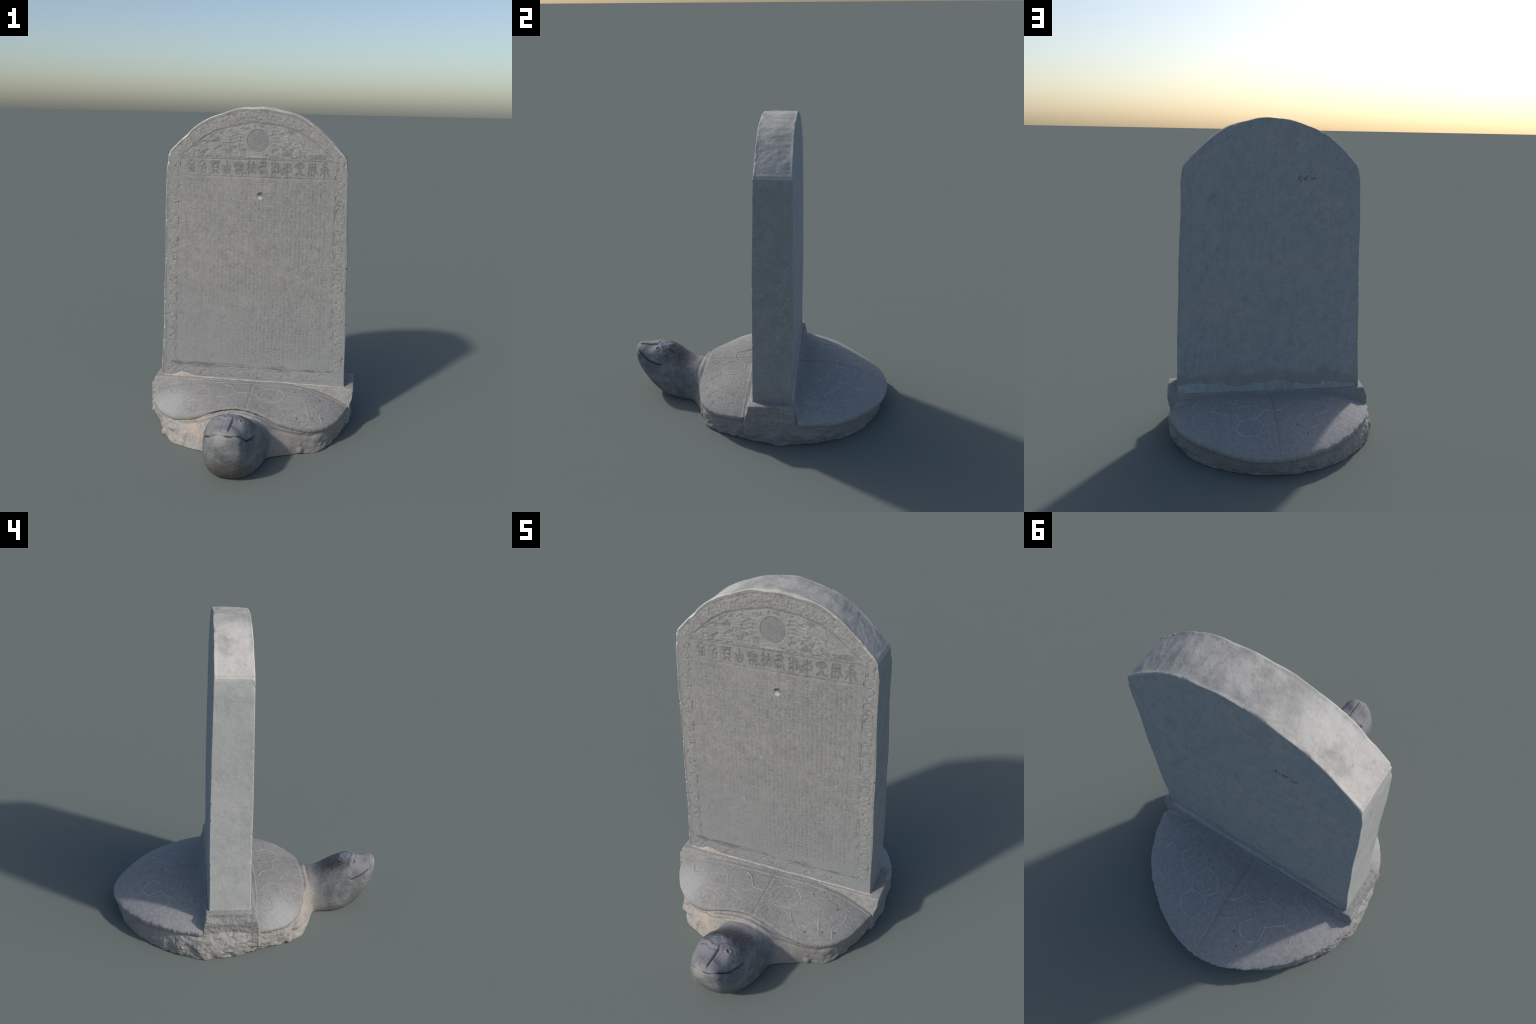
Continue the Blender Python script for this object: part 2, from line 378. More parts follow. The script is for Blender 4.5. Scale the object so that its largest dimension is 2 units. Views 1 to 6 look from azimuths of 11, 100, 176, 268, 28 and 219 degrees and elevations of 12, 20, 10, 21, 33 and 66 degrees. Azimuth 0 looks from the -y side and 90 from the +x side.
def build_shell():
    nphi, nr = 720, 150
    phi = np.linspace(0, 360, nphi, endpoint=False); t = np.linspace(0.02, 1, nr)
    R = per(RIM_R, phi); Z = per(RIM_Z, phi)
    c, s = np.cos(np.radians(phi)), np.sin(np.radians(phi))
    # chipped edge: short flakes around the rim, stronger at the back
    q = np.stack([c * R, s * R, 0 * c], -1)
    back = 0.35 + 0.65 * sstep(-0.1, 0.25, s * R)
    R = R + back * (0.005 * fbm(q, 22, 3, 5) - 0.010 * np.abs(fbm(q, 55, 3, 9)))
    yy = CY + s * R
    R = R - 0.045 * sstep(-0.185, -0.160, yy) * sstep(0.165, 0.140, yy)
    x = (c * R)[:, None] * t; y = CY + (s * R)[:, None] * t
    z = dome(x, y)
    P = np.stack([x, y, 0 * x], -1).reshape(-1, 3)
    z = z + (0.0022 * fbm(P, 9, 3, 3) + 0.0009 * fbm(P, 70, 3, 21)).reshape(z.shape)
    # incised midline
    xm = 0.004 - 0.008 * np.sin(y * 4)
    z = z - (0.0034 + 0.0016 * (y > 0)) * np.exp(-((x - xm) / 0.005) ** 2)
    # rounded lip
    edge = sstep(0.965, 1.0, t)[None, :]
    z = z - 0.003 * edge ** 2
    top = np.stack([x, y, z], -1)
    # rim face and underside
    rings = []
    for dr, dz in ((0.000, -0.012), (-0.003, -0.022), (-0.012, -0.027), (-0.060, -0.030)):
        rr = R + dr + 0.002 * fbm(q + dz * 40, 30, 3, 31)
        thin = 1 - 0.55 * sstep(0.20, 0.25, Z) * (s < 0)
        rings.append(np.stack([c * rr, CY + s * rr, Z + dz * 1.2 * thin - 0.005 * np.abs(fbm(q, 34, 2, 12))], -1))
    V = np.concatenate([top, np.stack(rings, 1)], 1)
    nv = V.shape[1]
    me = build_mesh("shell", V.reshape(-1, 3), grid_faces(nphi, nv, True, flip=True), [M_SHELL])
    return make_object("shell", me)

def ridge_mesh(name, pts2, w, h, mat, surf):
    """flattened raised bead following a polyline laid on the surface"""
    pts2 = np.array(pts2, float); seg = np.linalg.norm(np.diff(pts2, axis=0), axis=1)
    d = np.r_[0, np.cumsum(seg)]; n = max(6, int(d[-1] / 0.006)); s = np.linspace(0, d[-1], n)
    C = np.stack([np.interp(s, d, pts2[:, 0]), np.interp(s, d, pts2[:, 1])], -1)
    for _ in range(3):
        C[1:-1] = 0.5 * C[1:-1] + 0.25 * (C[:-2] + C[2:])
    q = np.c_[C, np.zeros(n)]
    C = C + 0.0025 * np.stack([fbm(q, 25, 2, 4), fbm(q, 25, 2, 8)], -1)
    T = np.gradient(C, axis=0); T /= np.linalg.norm(T, axis=1)[:, None]
    Nn = np.stack([-T[:, 1], T[:, 0]], -1)
    prof = np.linspace(-1, 1, 7)
    fade = np.clip(np.minimum(s, d[-1] - s) / 0.02, 0.15, 1)
    ww = w * (0.8 + 0.5 * fbm(q, 30, 2, 15))
    P2 = C[:, None, :] + Nn[:, None, :] * (prof[None, :, None] * ww[:, None, None])
    z = surf(P2[..., 0], P2[..., 1]) + h * fade[:, None] * (1 - prof[None, :] ** 2) * 1.3 - 0.3 * h
    V = np.concatenate([P2, z[..., None]], -1).reshape(-1, 3)
    me = build_mesh(name, V, grid_faces(n, 7, flip=True), [mat])
    return me

SHELL = build_shell()
for pl in SCUTES:
    make_object("scute_ridge", ridge_mesh("scute_ridge", pl, 0.0060, 0.0020 if pl[0][1] < 0 else 0.0023, M_RIDGE if pl[0][1] < 0 else M_RIDGE_REAR, dome), SHELL)

make_object("pale_crease_strip", ridge_mesh("pale_crease_strip", [(-.612, -.163), (-.535, -.172), (-.44, -.180), (-.32, -.186), (-.218, -.188), (.08, -.186), (.231, -.184),  # raised paler strip along the line where the shell meets the socket block
            (.356, -.185), (.482, -.187), (.605, -.194)], 0.0105, 0.0016, M_RIDGE, lambda x, y: dome(x, y) + 0.001), SHELL)

# ------------------------------------------------------------------ tortoise body, neck, head in one skin
def loft_closed(rings):
    n = len(rings); k = len(rings[0])
    V = np.concatenate(rings + [rings[0].mean(0)[None], rings[-1].mean(0)[None]])
    F = []
    for i in range(n - 1):
        for j in range(k):
            a, b = i * k + j, i * k + (j + 1) % k
            F.append((a, b, b + k, a + k))
    for j in range(k):
        F.append((n * k, (j + 1) % k, j)); F.append((n * k + 1, (n - 1) * k + j, (n - 1) * k + (j + 1) % k))
    return V, F

def body_skin():
    parts = []
    # torso: rim shelf, side wall, ground outline
    phi = np.linspace(0, 360, 240, endpoint=False); c, s = np.cos(np.radians(phi)), np.sin(np.radians(phi))
    R, Z, G = per(RIM_R, phi), per(RIM_Z, phi), per(FOOT_R, phi)
    front = sstep(0.55, 0.95, -s)                    # collar below the arched front edge
    side = sstep(0.80, 0.97, np.abs(c))
    rings = [np.stack([c * 0.02, CY + s * 0.02, Z * 0 + 0.17], -1)]
    mid = sstep(0.195, 0.24, Z) * (s < 0)
    top_r = R - (0.023 - 0.011 * sstep(-0.2, -0.5, s)) * (1 - mid) + 0.036 * mid + 0.012 * side
    for k, (f, dz) in enumerate(((0.90, -0.018), (0.985, -0.020), (1.0, -0.030))):
        rings.append(np.stack([c * top_r * f, CY + s * top_r * f, Z + dz], -1))
    for u in (0.12, 0.3, 0.5, 0.7, 0.85, 1.0):
        bulge = 0.012 * math.sin(math.pi * u) * (0.4 + side)
        r = top_r + (G - top_r) * u ** 1.2 + bulge
        rings.append(np.stack([c * r, CY + s * r, (Z - 0.032) * (1 - u) - 0.012 * (u == 1.0)], -1))
    rings.append(np.stack([c * 0.02, CY + s * 0.02, Z * 0 - 0.012], -1))
    parts.append(loft_closed(rings))
    # neck and head: stations along the spine
    Y  = np.array([-1.031, -1.024, -1.000, -0.93, -0.84, -0.74, -0.64, -0.55, -0.46])
    ZT = np.array([ .322,  .340,  .352,  .352,  .362,  .320,  .254,  .230,  .22])
    ZB = np.array([ .302,  .266,  .188,  .071, -.008, -.045, -.050, -.050, -.05])
    W  = np.array([ .012,  .046,  .085,  .118,  .146,  .166,  .170,  .176,  .20])
    CX = np.array([-.009, -.011, -.021, -.033, -.030, -.024, -.013, -.008, -.006])
    t = np.linspace(0, len(Y) - 1, 90); i = np.clip(t.astype(int), 0, len(Y) - 2); f = t - i
    def cr(v):
        p = np.r_[2 * v[0] - v[1], v, 2 * v[-1] - v[-2]]
        p0, p1, p2, p3 = p[i], p[i + 1], p[i + 2], p[i + 3]
        return p1 + .5 * f * (p2 - p0 + f * (2 * p0 - 5 * p1 + 4 * p2 - p3 + f * (3 * (p1 - p2) + p3 - p0)))
    a = np.linspace(0, 2 * np.pi, 64, endpoint=False); rings = []
    for yy, zt, zb, w, cx in zip(cr(Y), cr(ZT), cr(ZB), cr(W), cr(CX)):
        zc = zb + 0.45 * (zt - zb); w = max(w, 0.003)
        sp = np.sign(np.sin(a)) * np.abs(np.sin(a)) ** 0.8; cp = np.sign(np.cos(a)) * np.abs(np.cos(a)) ** 0.8
        rings.append(np.stack([cx + w * cp, np.full_like(a, yy),
                               np.where(sp > 0, zc + (zt - zc) * sp, zc + (zc - zb) * sp)], -1))
    parts.append(loft_closed(rings))
    # carved forefeet: a pad and toes in relief
    def ball(cn, rad):
        u = np.linspace(0.05, np.pi - 0.05, 14); rs = []
        for q in u:
            b = np.linspace(0, 2 * np.pi, 24, endpoint=False)
            rs.append(np.stack([cn[0] + rad[0] * np.sin(q) * np.cos(b), cn[1] + rad[1] * np.sin(q) * np.sin(b),
                                np.full_like(b, cn[2] + rad[2] * np.cos(q))], -1))
        return loft_closed(rs)
    for base, rad in ((-51, 0.652), (230, 0.672)):
        for k in range(4):
            ang = math.radians(base - 8.0 + 5.3 * k); rr = rad - 0.004 * abs(k - 1.5)
            parts.append(ball(((rr - .006) * math.cos(ang), CY + (rr - .006) * math.sin(ang), 0.068 - 0.003 * k), (0.024, 0.024, 0.024)))
            parts.append(ball(((rr + .002) * math.cos(ang), CY + (rr + .002) * math.sin(ang), 0.022), (0.022, 0.022, 0.026)))
        b = math.radians(base); parts.append(ball(((rad - .03) * math.cos(b), CY + (rad - .03) * math.sin(b), 0.085), (0.075, 0.055, 0.034)))
    # socket block the slab stands in: a bar across the back, its ends run down into the side walls
    secs = []
    for a in np.linspace(-1, 1, 41):
        x = (0.640 if a > 0 else 0.633) * a; lf = a < 0; low = x if lf else 0.618 * a
        zt = 0.2885 - 0.004 * a
        yf = -0.156 - 0.008 * lf; yb = 0.131 + 0.008 * lf
        if lf: x, low, shoulder = 0.622 * a, 0.641 * a, 0.646 * a
        else: shoulder = 0.640 * a
        secs.append(np.array([(low, yf - 0.028, 0.06), (low, yf - 0.024, zt - 0.11), (shoulder, yf - 0.008, zt - 0.045), (x, yf, zt - 0.003), (x, -0.10, zt + 0.001), (x, 0.08, zt + 0.001),
                              (x, yb, zt - 0.003), (shoulder, yb + 0.006, zt - 0.045), (low, yb + 0.016, zt - 0.10), (low, yb + 0.02, 0.06)]))
    parts.append(loft_closed(secs))
    bm = bmesh.new()
    for V, F in parts:
        vs = [bm.verts.new(p) for p in V]
        for fc in F:
            bm.faces.new([vs[q] for q in fc])
    bmesh.ops.recalc_face_normals(bm, faces=bm.faces)
    me = bpy.data.meshes.new("body_tmp"); bm.to_mesh(me); bm.free()
    ob = bpy.data.objects.new("body_tmp", me); bpy.context.scene.collection.objects.link(ob)
    md = ob.modifiers.new("r", "REMESH"); md.mode = "VOXEL"; md.voxel_size = 0.0037; md.adaptivity = 0
    dg = bpy.context.evaluated_depsgraph_get(); ev = ob.evaluated_get(dg); em = ev.to_mesh()
    V = np.empty(len(em.vertices) * 3, np.float32); em.vertices.foreach_get("co", V); V = V.reshape(-1, 3).astype(float)
    nl = np.empty(len(em.polygons), np.int32); em.polygons.foreach_get("loop_total", nl)
    L = np.empty(len(em.loops), np.int32); em.loops.foreach_get("vertex_index", L)
    assert (nl == 4).all()
    F = L.reshape(-1, 4)
    ev.to_mesh_clear(); bpy.data.objects.remove(ob); bpy.data.meshes.remove(me)
    return V, F

def laplacian(V, F, weight, n):
    E = np.concatenate([F[:, [0, 1]], F[:, [1, 2]], F[:, [2, 3]], F[:, [3, 0]]])
    a = np.r_[E[:, 0], E[:, 1]]; b = np.r_[E[:, 1], E[:, 0]]
    deg = np.bincount(a, minlength=len(V))
    for _ in range(n):
        M = np.stack([np.bincount(a, V[b, d], len(V)) for d in range(3)], -1) / deg[:, None]
        V = V + weight[:, None] * 0.6 * (M - V)
    return V

def seg_dist(P, pl):
    """distance from points to a 3D polyline"""
    best = np.full(len(P), 9.0)
    for p, q in zip(pl[:-1], pl[1:]):
        p, q = np.array(p, float), np.array(q, float); d = q - p
        t = np.clip(((P - p) @ d) / (d @ d), 0, 1)
        best = np.minimum(best, np.linalg.norm(P - p - t[:, None] * d, axis=1))
    return best

MOUTH = [(-.168,-.850,.246),(-.158,-.872,.252),(-.140,-.92,.270),(-.124,-.956,.286),(-.085,-1.0,.318),(-.05,-1.02,.330),(-.012,-1.026,.327),
         (.02,-1.008,.320),(.045,-.972,.294),(.060,-.930,.262),(.074,-.895,.254),(.090,-.86,.247),(.106,-.83,.250)]
EYES = [(-.103, -.867, .345), (.046, -.866, .345)]

def snapped(V, pl, n=60):
    """polyline pulled onto the skin so that grooves follow the surface"""
    pl = np.array(pl, float); d = np.r_[0, np.cumsum(np.linalg.norm(np.diff(pl, axis=0), axis=1))]
    q = np.stack([np.interp(np.linspace(0, d[-1], n), d, pl[:, k]) for k in range(3)], -1)
    q = np.array([V[np.argmin(((V - p) ** 2).sum(1))] for p in q])
    for _ in range(4):
        q[1:-1] = 0.5 * q[1:-1] + 0.25 * (q[:-2] + q[2:])
    return q

def build_body():
    V, F = body_skin()
    cen = V[F].mean(1)
    bar = (cen[:, 1] > -0.20) & (cen[:, 1] < 0.17) & (cen[:, 2] > 0.15)
    keep = ~((cen[:, 2] > 0.06) & (np.hypot(cen[:, 0], cen[:, 1] - CY) < 0.50) & ~bar) & (cen[:, 2] > -0.011)
    F = F[keep]; used, inv = np.unique(F.ravel(), return_inverse=True); V = V[used]; F = inv.reshape(-1, 4)
    # melt the neck into the chest, soften voxels everywhere
    wn = sstep(0.09, 0.02, np.abs(V[:, 1] + 0.575)) * sstep(0.34, 0.24, np.abs(V[:, 0])) * sstep(0.225, 0.19, V[:, 2])
    V = laplacian(V, F, np.full(len(V), 1.0), 8)
    V = laplacian(V, F, wn, 110)
    a0 = np.degrees(np.arctan2(V[:, 1] - CY, V[:, 0])) % 360
    toes = np.maximum(sstep(24, 14, np.abs(a0 - 309)), sstep(24, 14, np.abs(a0 - 230))) * sstep(0.14, 0.11, V[:, 2])
    V = laplacian(V, F, toes, 7)
    V = laplacian(V, F, sstep(-0.90, -0.97, V[:, 1]), 45)
    N = vertex_normals(V, F)
    r = np.hypot(V[:, 0], V[:, 1] - CY)
    ishead = sstep(-0.54, -0.66, V[:, 1])
    pa = np.arange(234, 307, 2.0); pr = per(RIM_R, pa) + 0.034
    arcp = snapped(V[(V[:, 1] < -0.35) & (V[:, 2] > 0.12)], np.stack([pr * np.cos(np.radians(pa)), CY + pr * np.sin(np.radians(pa)), per(RIM_Z, pa) - 0.024], -1), 80)
    collar = seg_dist(V, arcp)
    # rough hacked side walls; smoother at the front; polished head
    ang = np.degrees(np.arctan2(V[:, 1] - CY, V[:, 0])) % 360
    chest = sstep(48, 25, np.abs(ang - 270))
    wall = (1 - ishead) * (1 - 0.8 * chest)
    left = sstep(120, 165, ang) * sstep(235, 215, ang); right = sstep(60, 20, ang) + sstep(310, 335, ang)
    rough = 0.70 + 0.30 * left + 0.55 * right
    lumps = fbm(V * [1, 1, 1.4], 13, 4, 41); chips = np.abs(fbm(V, 30, 4, 55))
    low = sstep(0.17, 0.03, V[:, 2])
    onbar = sstep(-0.20, -0.175, V[:, 1]) * sstep(0.165, 0.14, V[:, 1]) * sstep(0.16, 0.20, V[:, 2])
    sidebar = sstep(0.60, 0.63, np.abs(V[:, 0])) * sstep(0.285, 0.255, V[:, 2])
    wall = wall * (1 - onbar * (1 - 0.8 * sidebar))
    disp = onbar * 0.0012 * fbm(V, 38, 4, 95)
    strata = fbm(V * [1, 1, 2.2], 20, 3, 47)
    disp += wall * rough * (0.011 * lumps * (0.5 + low) + 0.007 * (0.22 - chips) + 0.006 * np.abs(strata) - 0.003 - 0.003 * sstep(0.1, 0.2, strata))
    disp += chest * (1 - ishead) * 0.003 * fbm(V * [1, 1, .25], 26, 3, 61)
    disp += 0.0055 * np.exp(-(collar / 0.0075) ** 2) - 0.0030 * np.exp(-((collar - 0.020) / 0.008) ** 2)
    disp += ishead * (0.0016 * fbm(V, 24, 4, 71) + 0.0007 * fbm(V, 95, 3, 79))
    # face details
    V0 = V.copy(); HV = V[V[:, 1] < -0.75]
    mouth = snapped(HV, MOUTH)
    dm = seg_dist(V, mouth); gap = sstep(0.012, 0.028, np.abs(V[:, 0] + 0.045)) * 0.8 + 0.2     # lip worn away under the beak
    disp -= 0.0125 * np.exp(-(dm / 0.0042) ** 2) * gap
    upper_lip = seg_dist(V, mouth + [0, -0.002, 0.016]); lower_lip = seg_dist(V, mouth + [0, 0.004, -0.018])
    disp += ishead * (0.0035 * np.exp(-(upper_lip / 0.011) ** 2) + 0.0010 * np.exp(-(lower_lip / 0.012) ** 2))
    # raised nose strip running from the brow to the beak, grooves on both sides
    cx = np.interp(-V[:, 1], [.86, 1.0], [-.022, -.028]); off = V[:, 0] - cx
    top = sstep(0.325, 0.338, V[:, 2]) * sstep(-0.845, -0.875, V[:, 1]) * sstep(-1.012, -0.998, V[:, 1])
    disp += top * (0.0042 * sstep(0.019, 0.014, np.abs(off)) - 0.0060 * np.exp(-((off - 0.0205) / 0.005) ** 2) - 0.0035 * np.exp(-((off + 0.0205) / 0.005) ** 2))
    beak = np.linalg.norm(V - np.array([-.050, -1.015, .335]), axis=1)
    disp += 0.004 * np.exp(-(beak / 0.018) ** 2) + 0.003 * np.exp(-(beak / 0.03) ** 2) * fbm(V, 50, 3, 75)
    # brow edge of the worn crown
    brow = snapped(HV, [(-.115, -.835, .325), (-.068, -.858, .361), (-.038, -.876, .361), (-.005, -.868, .36), (.014, -.846, .357), (.046, -.838, .340), (.075, -.80, .315)])
    db = seg_dist(V, brow)
    disp += 0.0042 * np.exp(-(db / 0.009) ** 2) - 0.0040 * np.exp(-((db - 0.016) / 0.007) ** 2) * sstep(-0.85, -0.87, V[:, 1])
    crown = np.exp(-(((V[:, 0] + .025) / .09) ** 2 + ((V[:, 1] + .79) / .07) ** 2)) * sstep(0.27, 0.32, V[:, 2])
    disp += crown * (0.003 + 0.0045 * fbm(V, 42, 4, 73))
    # cheek plates below the brow, slightly dished
    for px in (-.075, .02):
        dd = np.sqrt(((V[:, 0] - px) / .045) ** 2 + ((V[:, 1] + .915) / .055) ** 2)
        disp -= 0.007 * sstep(1.0, 0.2, dd) * sstep(0.30, 0.32, V[:, 2])
    for e in EYES:
        e = V[np.argmin(((V - np.array(e)) ** 2).sum(1))]
        d = np.linalg.norm((V - e) * [1, 1.25, 1], axis=1)
        disp += 0.0038 * np.exp(-((d - 0.0155) / 0.0048) ** 2) - 0.0060 * np.exp(-(d / 0.0100) ** 2)
    V = V + N * disp[:, None]
    V[:, 2] = np.maximum(V[:, 2], 0.0)
    cen = V[F].mean(1); rc = np.hypot(cen[:, 0], cen[:, 1] - CY)
    region = np.zeros(len(F), int)
    region[(cen[:, 1] < -0.60) & (np.abs(cen[:, 0]) < 0.23)] = 1
    region[(cen[:, 1] < -0.76)] = 2
    ac = np.degrees(np.arctan2(cen[:, 1] - CY, cen[:, 0])) % 360
    region[(np.abs(ac - 309) < 15) & (rc > 0.615) & (region == 0) & (cen[:, 2] < 0.13)] = 3
    region[(np.abs(ac - 230) < 15) & (rc > 0.615) & (region == 0) & (cen[:, 2] < 0.13)] = 4
    inbar = (cen[:, 1] > -0.188) & (cen[:, 1] < 0.156) & (region == 0) & (cen[:, 2] > 0.165)
    region[inbar] = 5
    split_by_region(V, F, region, {0: "torso", 1: "neck", 2: "head", 3: "forelimb", 4: "forelimb", 5: "socket_block"}, [M_BODY, M_LEDGE], (region == 5).astype(int))
    # dark cleft of the mouth: a thin cord lying in the groove on either side of the worn beak
    HN = N[V0[:, 1] < -0.75]
    for a, b in ((0, 17), (27, len(mouth))):
        C = mouth[a:b]; idx = [np.argmin(((HV - p) ** 2).sum(1)) for p in C]
        C = C - HN[idx] * 0.0070
        for _ in range(3): C[1:-1] = 0.5 * C[1:-1] + 0.25 * (C[:-2] + C[2:])
        T = np.gradient(C, axis=0); T /= np.linalg.norm(T, axis=1)[:, None]
        U = np.cross(T, [0, 0, 1.0]); U /= np.linalg.norm(U, axis=1)[:, None]; W2 = np.cross(U, T)
        rad = 0.0037 * np.sin(np.linspace(0.25, np.pi - 0.25, len(C))) ** 0.4
        rings = [C[k] + rad[k] * (np.cos(q)[:, None] * U[k] + np.sin(q)[:, None] * W2[k]) for k in range(len(C)) for q in [np.linspace(0, 2 * np.pi, 10, endpoint=False)]]
        TV, TF = loft_closed(rings)
        me = bpy.data.meshes.new("mouth_cleft"); me.from_pydata([tuple(map(float, p)) for p in TV], [], [tuple(int(x) for x in f) for f in TF]); me.materials.append(M_CLEFT)
        for f in me.polygons: f.use_smooth = True
        make_object("mouth_cleft", me, bpy.data.objects["head"])

build_body()
HEAD = bpy.data.objects["head"]
for e in EYES:
    bm = bmesh.new(); bmesh.ops.create_uvsphere(bm, u_segments=20, v_segments=12, radius=0.0075)
    for f in bm.faces: f.smooth = True
    hv = np.empty(len(HEAD.data.vertices) * 3, np.float32); HEAD.data.vertices.foreach_get("co", hv); hv = hv.reshape(-1, 3)
    near = hv[np.argmin(((hv - np.array(e)) ** 2).sum(1))]
    bmesh.ops.translate(bm, verts=bm.verts, vec=Vector([float(q) for q in near]) + Vector((0, 0.001, -0.0050)))
    me = bpy.data.meshes.new("eye"); bm.to_mesh(me); bm.free(); me.materials.append(M_EYE)
    make_object("eye", me, HEAD)

# ------------------------------------------------------------------ slab
Z0 = 0.265
def half_width(z): return 0.0005 + 0.5815 + (0.5435 - 0.5815) * (z - 0.285) / (1.69 - 0.285)
ARX = [0, .127, .254, .342, .441, .502, .5435]
def arch(x):
    l = np.interp(-np.asarray(x), [0, .06, .16, .25, .32, .393, .493, .549], [1.998, 1.994, 1.975, 1.943, 1.913, 1.860, 1.757, 1.690])
    r = np.interp(x, [0, .06, .127, .254, .342, .441, .502, .5435], [1.998, 1.996, 1.984, 1.946, 1.895, 1.807, 1.743, 1.686])
    return np.where(np.asarray(x) < 0, l, r)
_ax = np.linspace(-.56, .56, 561); _az = arch(_ax)
for _ in range(400):
    _az[1:-1] = 0.5 * _az[1:-1] + 0.25 * (_az[:-2] + _az[2:])
_az += 0.0018 * np.sin(_ax * 31 + 1) * np.sin(_ax * 13) + 0.003 * np.abs(np.sin(_ax * 17 + .6)) - 0.002
def arch_s(x): return np.interp(x, _ax, _az)
def swell(x, z, cx, cz, rx, rz): return np.exp(-((x - cx) / rx) ** 2 - ((z - cz) / rz) ** 2)
def y_front(z, x=0.0):
    return -0.131 + 0.026 * sstep(0.1, 2.1, z) * 1.08 - 0.006 * sstep(0.5, 1.1, z) - 0.009 * swell(x, z, 0.12, 1.45, 0.42, 0.55)
def y_back(z, x=0.0):
    return 0.1185 - 0.0135 * np.clip((z - 0.28) / 1.4, 0, 1.2) + 0.006 * sstep(0.35, 0.8, z) + 0.008 * swell(x, z, -0.12, 1.15, 0.50, 0.55)

def slab_map(s, t, inset_s, inset_t):
    """(s,t) in [-1,1]x[0,1] to the slab elevation; insets shave the arrises"""
    zt = arch_s(s * 0.5435) - inset_t
    z = Z0 + t * (zt - Z0)
    wob = 0.0035 * np.sin(z * 9 + 1.3 * np.sign(s)) * np.sin(z * 3.7) + 0.0055 * (s < 0)
    worn = 0.010 * sstep(1.60, 1.70, z) * sstep(0.96, 1.0, np.abs(s))
    x = s * (half_width(z) - inset_s + wob * np.abs(s) - worn) - 0.005 * sstep(1.2, 1.7, z) * (s < 0) * np.abs(s)
    return x, z

def arris(s, t, which):
    """small chips and wobble of the arris lines, as inset for sides and top"""
    o = 0 if which == "front" else 50
    qs = np.stack([np.sign(s) * 3.0 + 0 * t, t * 1.7, 0 * t + o], -1).reshape(-1, 3)
    qt = np.stack([s * .56, 0 * s + 9.0, 0 * s + o], -1).reshape(-1, 3)
    a = 0.003 + 0.0026 * fbm(qs, 14, 3, 3) + 0.022 * np.clip(np.abs(fbm(qs, 26, 3, 13)) - 0.38, 0, 1)
    b = 0.006 + 0.0055 * fbm(qt, 9, 4, 5) + 0.030 * np.clip(np.abs(fbm(qt, 18, 3, 17)) - 0.36, 0, 1)
    if which == "front":
        b = b + 0.010 * np.exp(-((qt[:, 0] - 0.02) / 0.16) ** 2)
    return a.reshape(np.shape(s)), b.reshape(np.shape(s))

NX, NZ = 460, 680
def face_grid(nx, nz, which):
    s, t = np.meshgrid(np.linspace(-1, 1, nx + 1), np.linspace(0, 1, nz + 1), indexing="ij")
    es = arris(np.sign(s) + (s == 0), t, which)[0]; et = arris(s, np.ones_like(t), which)[1]
    return (s, t) + slab_map(s, t, es * np.abs(s), et * t)

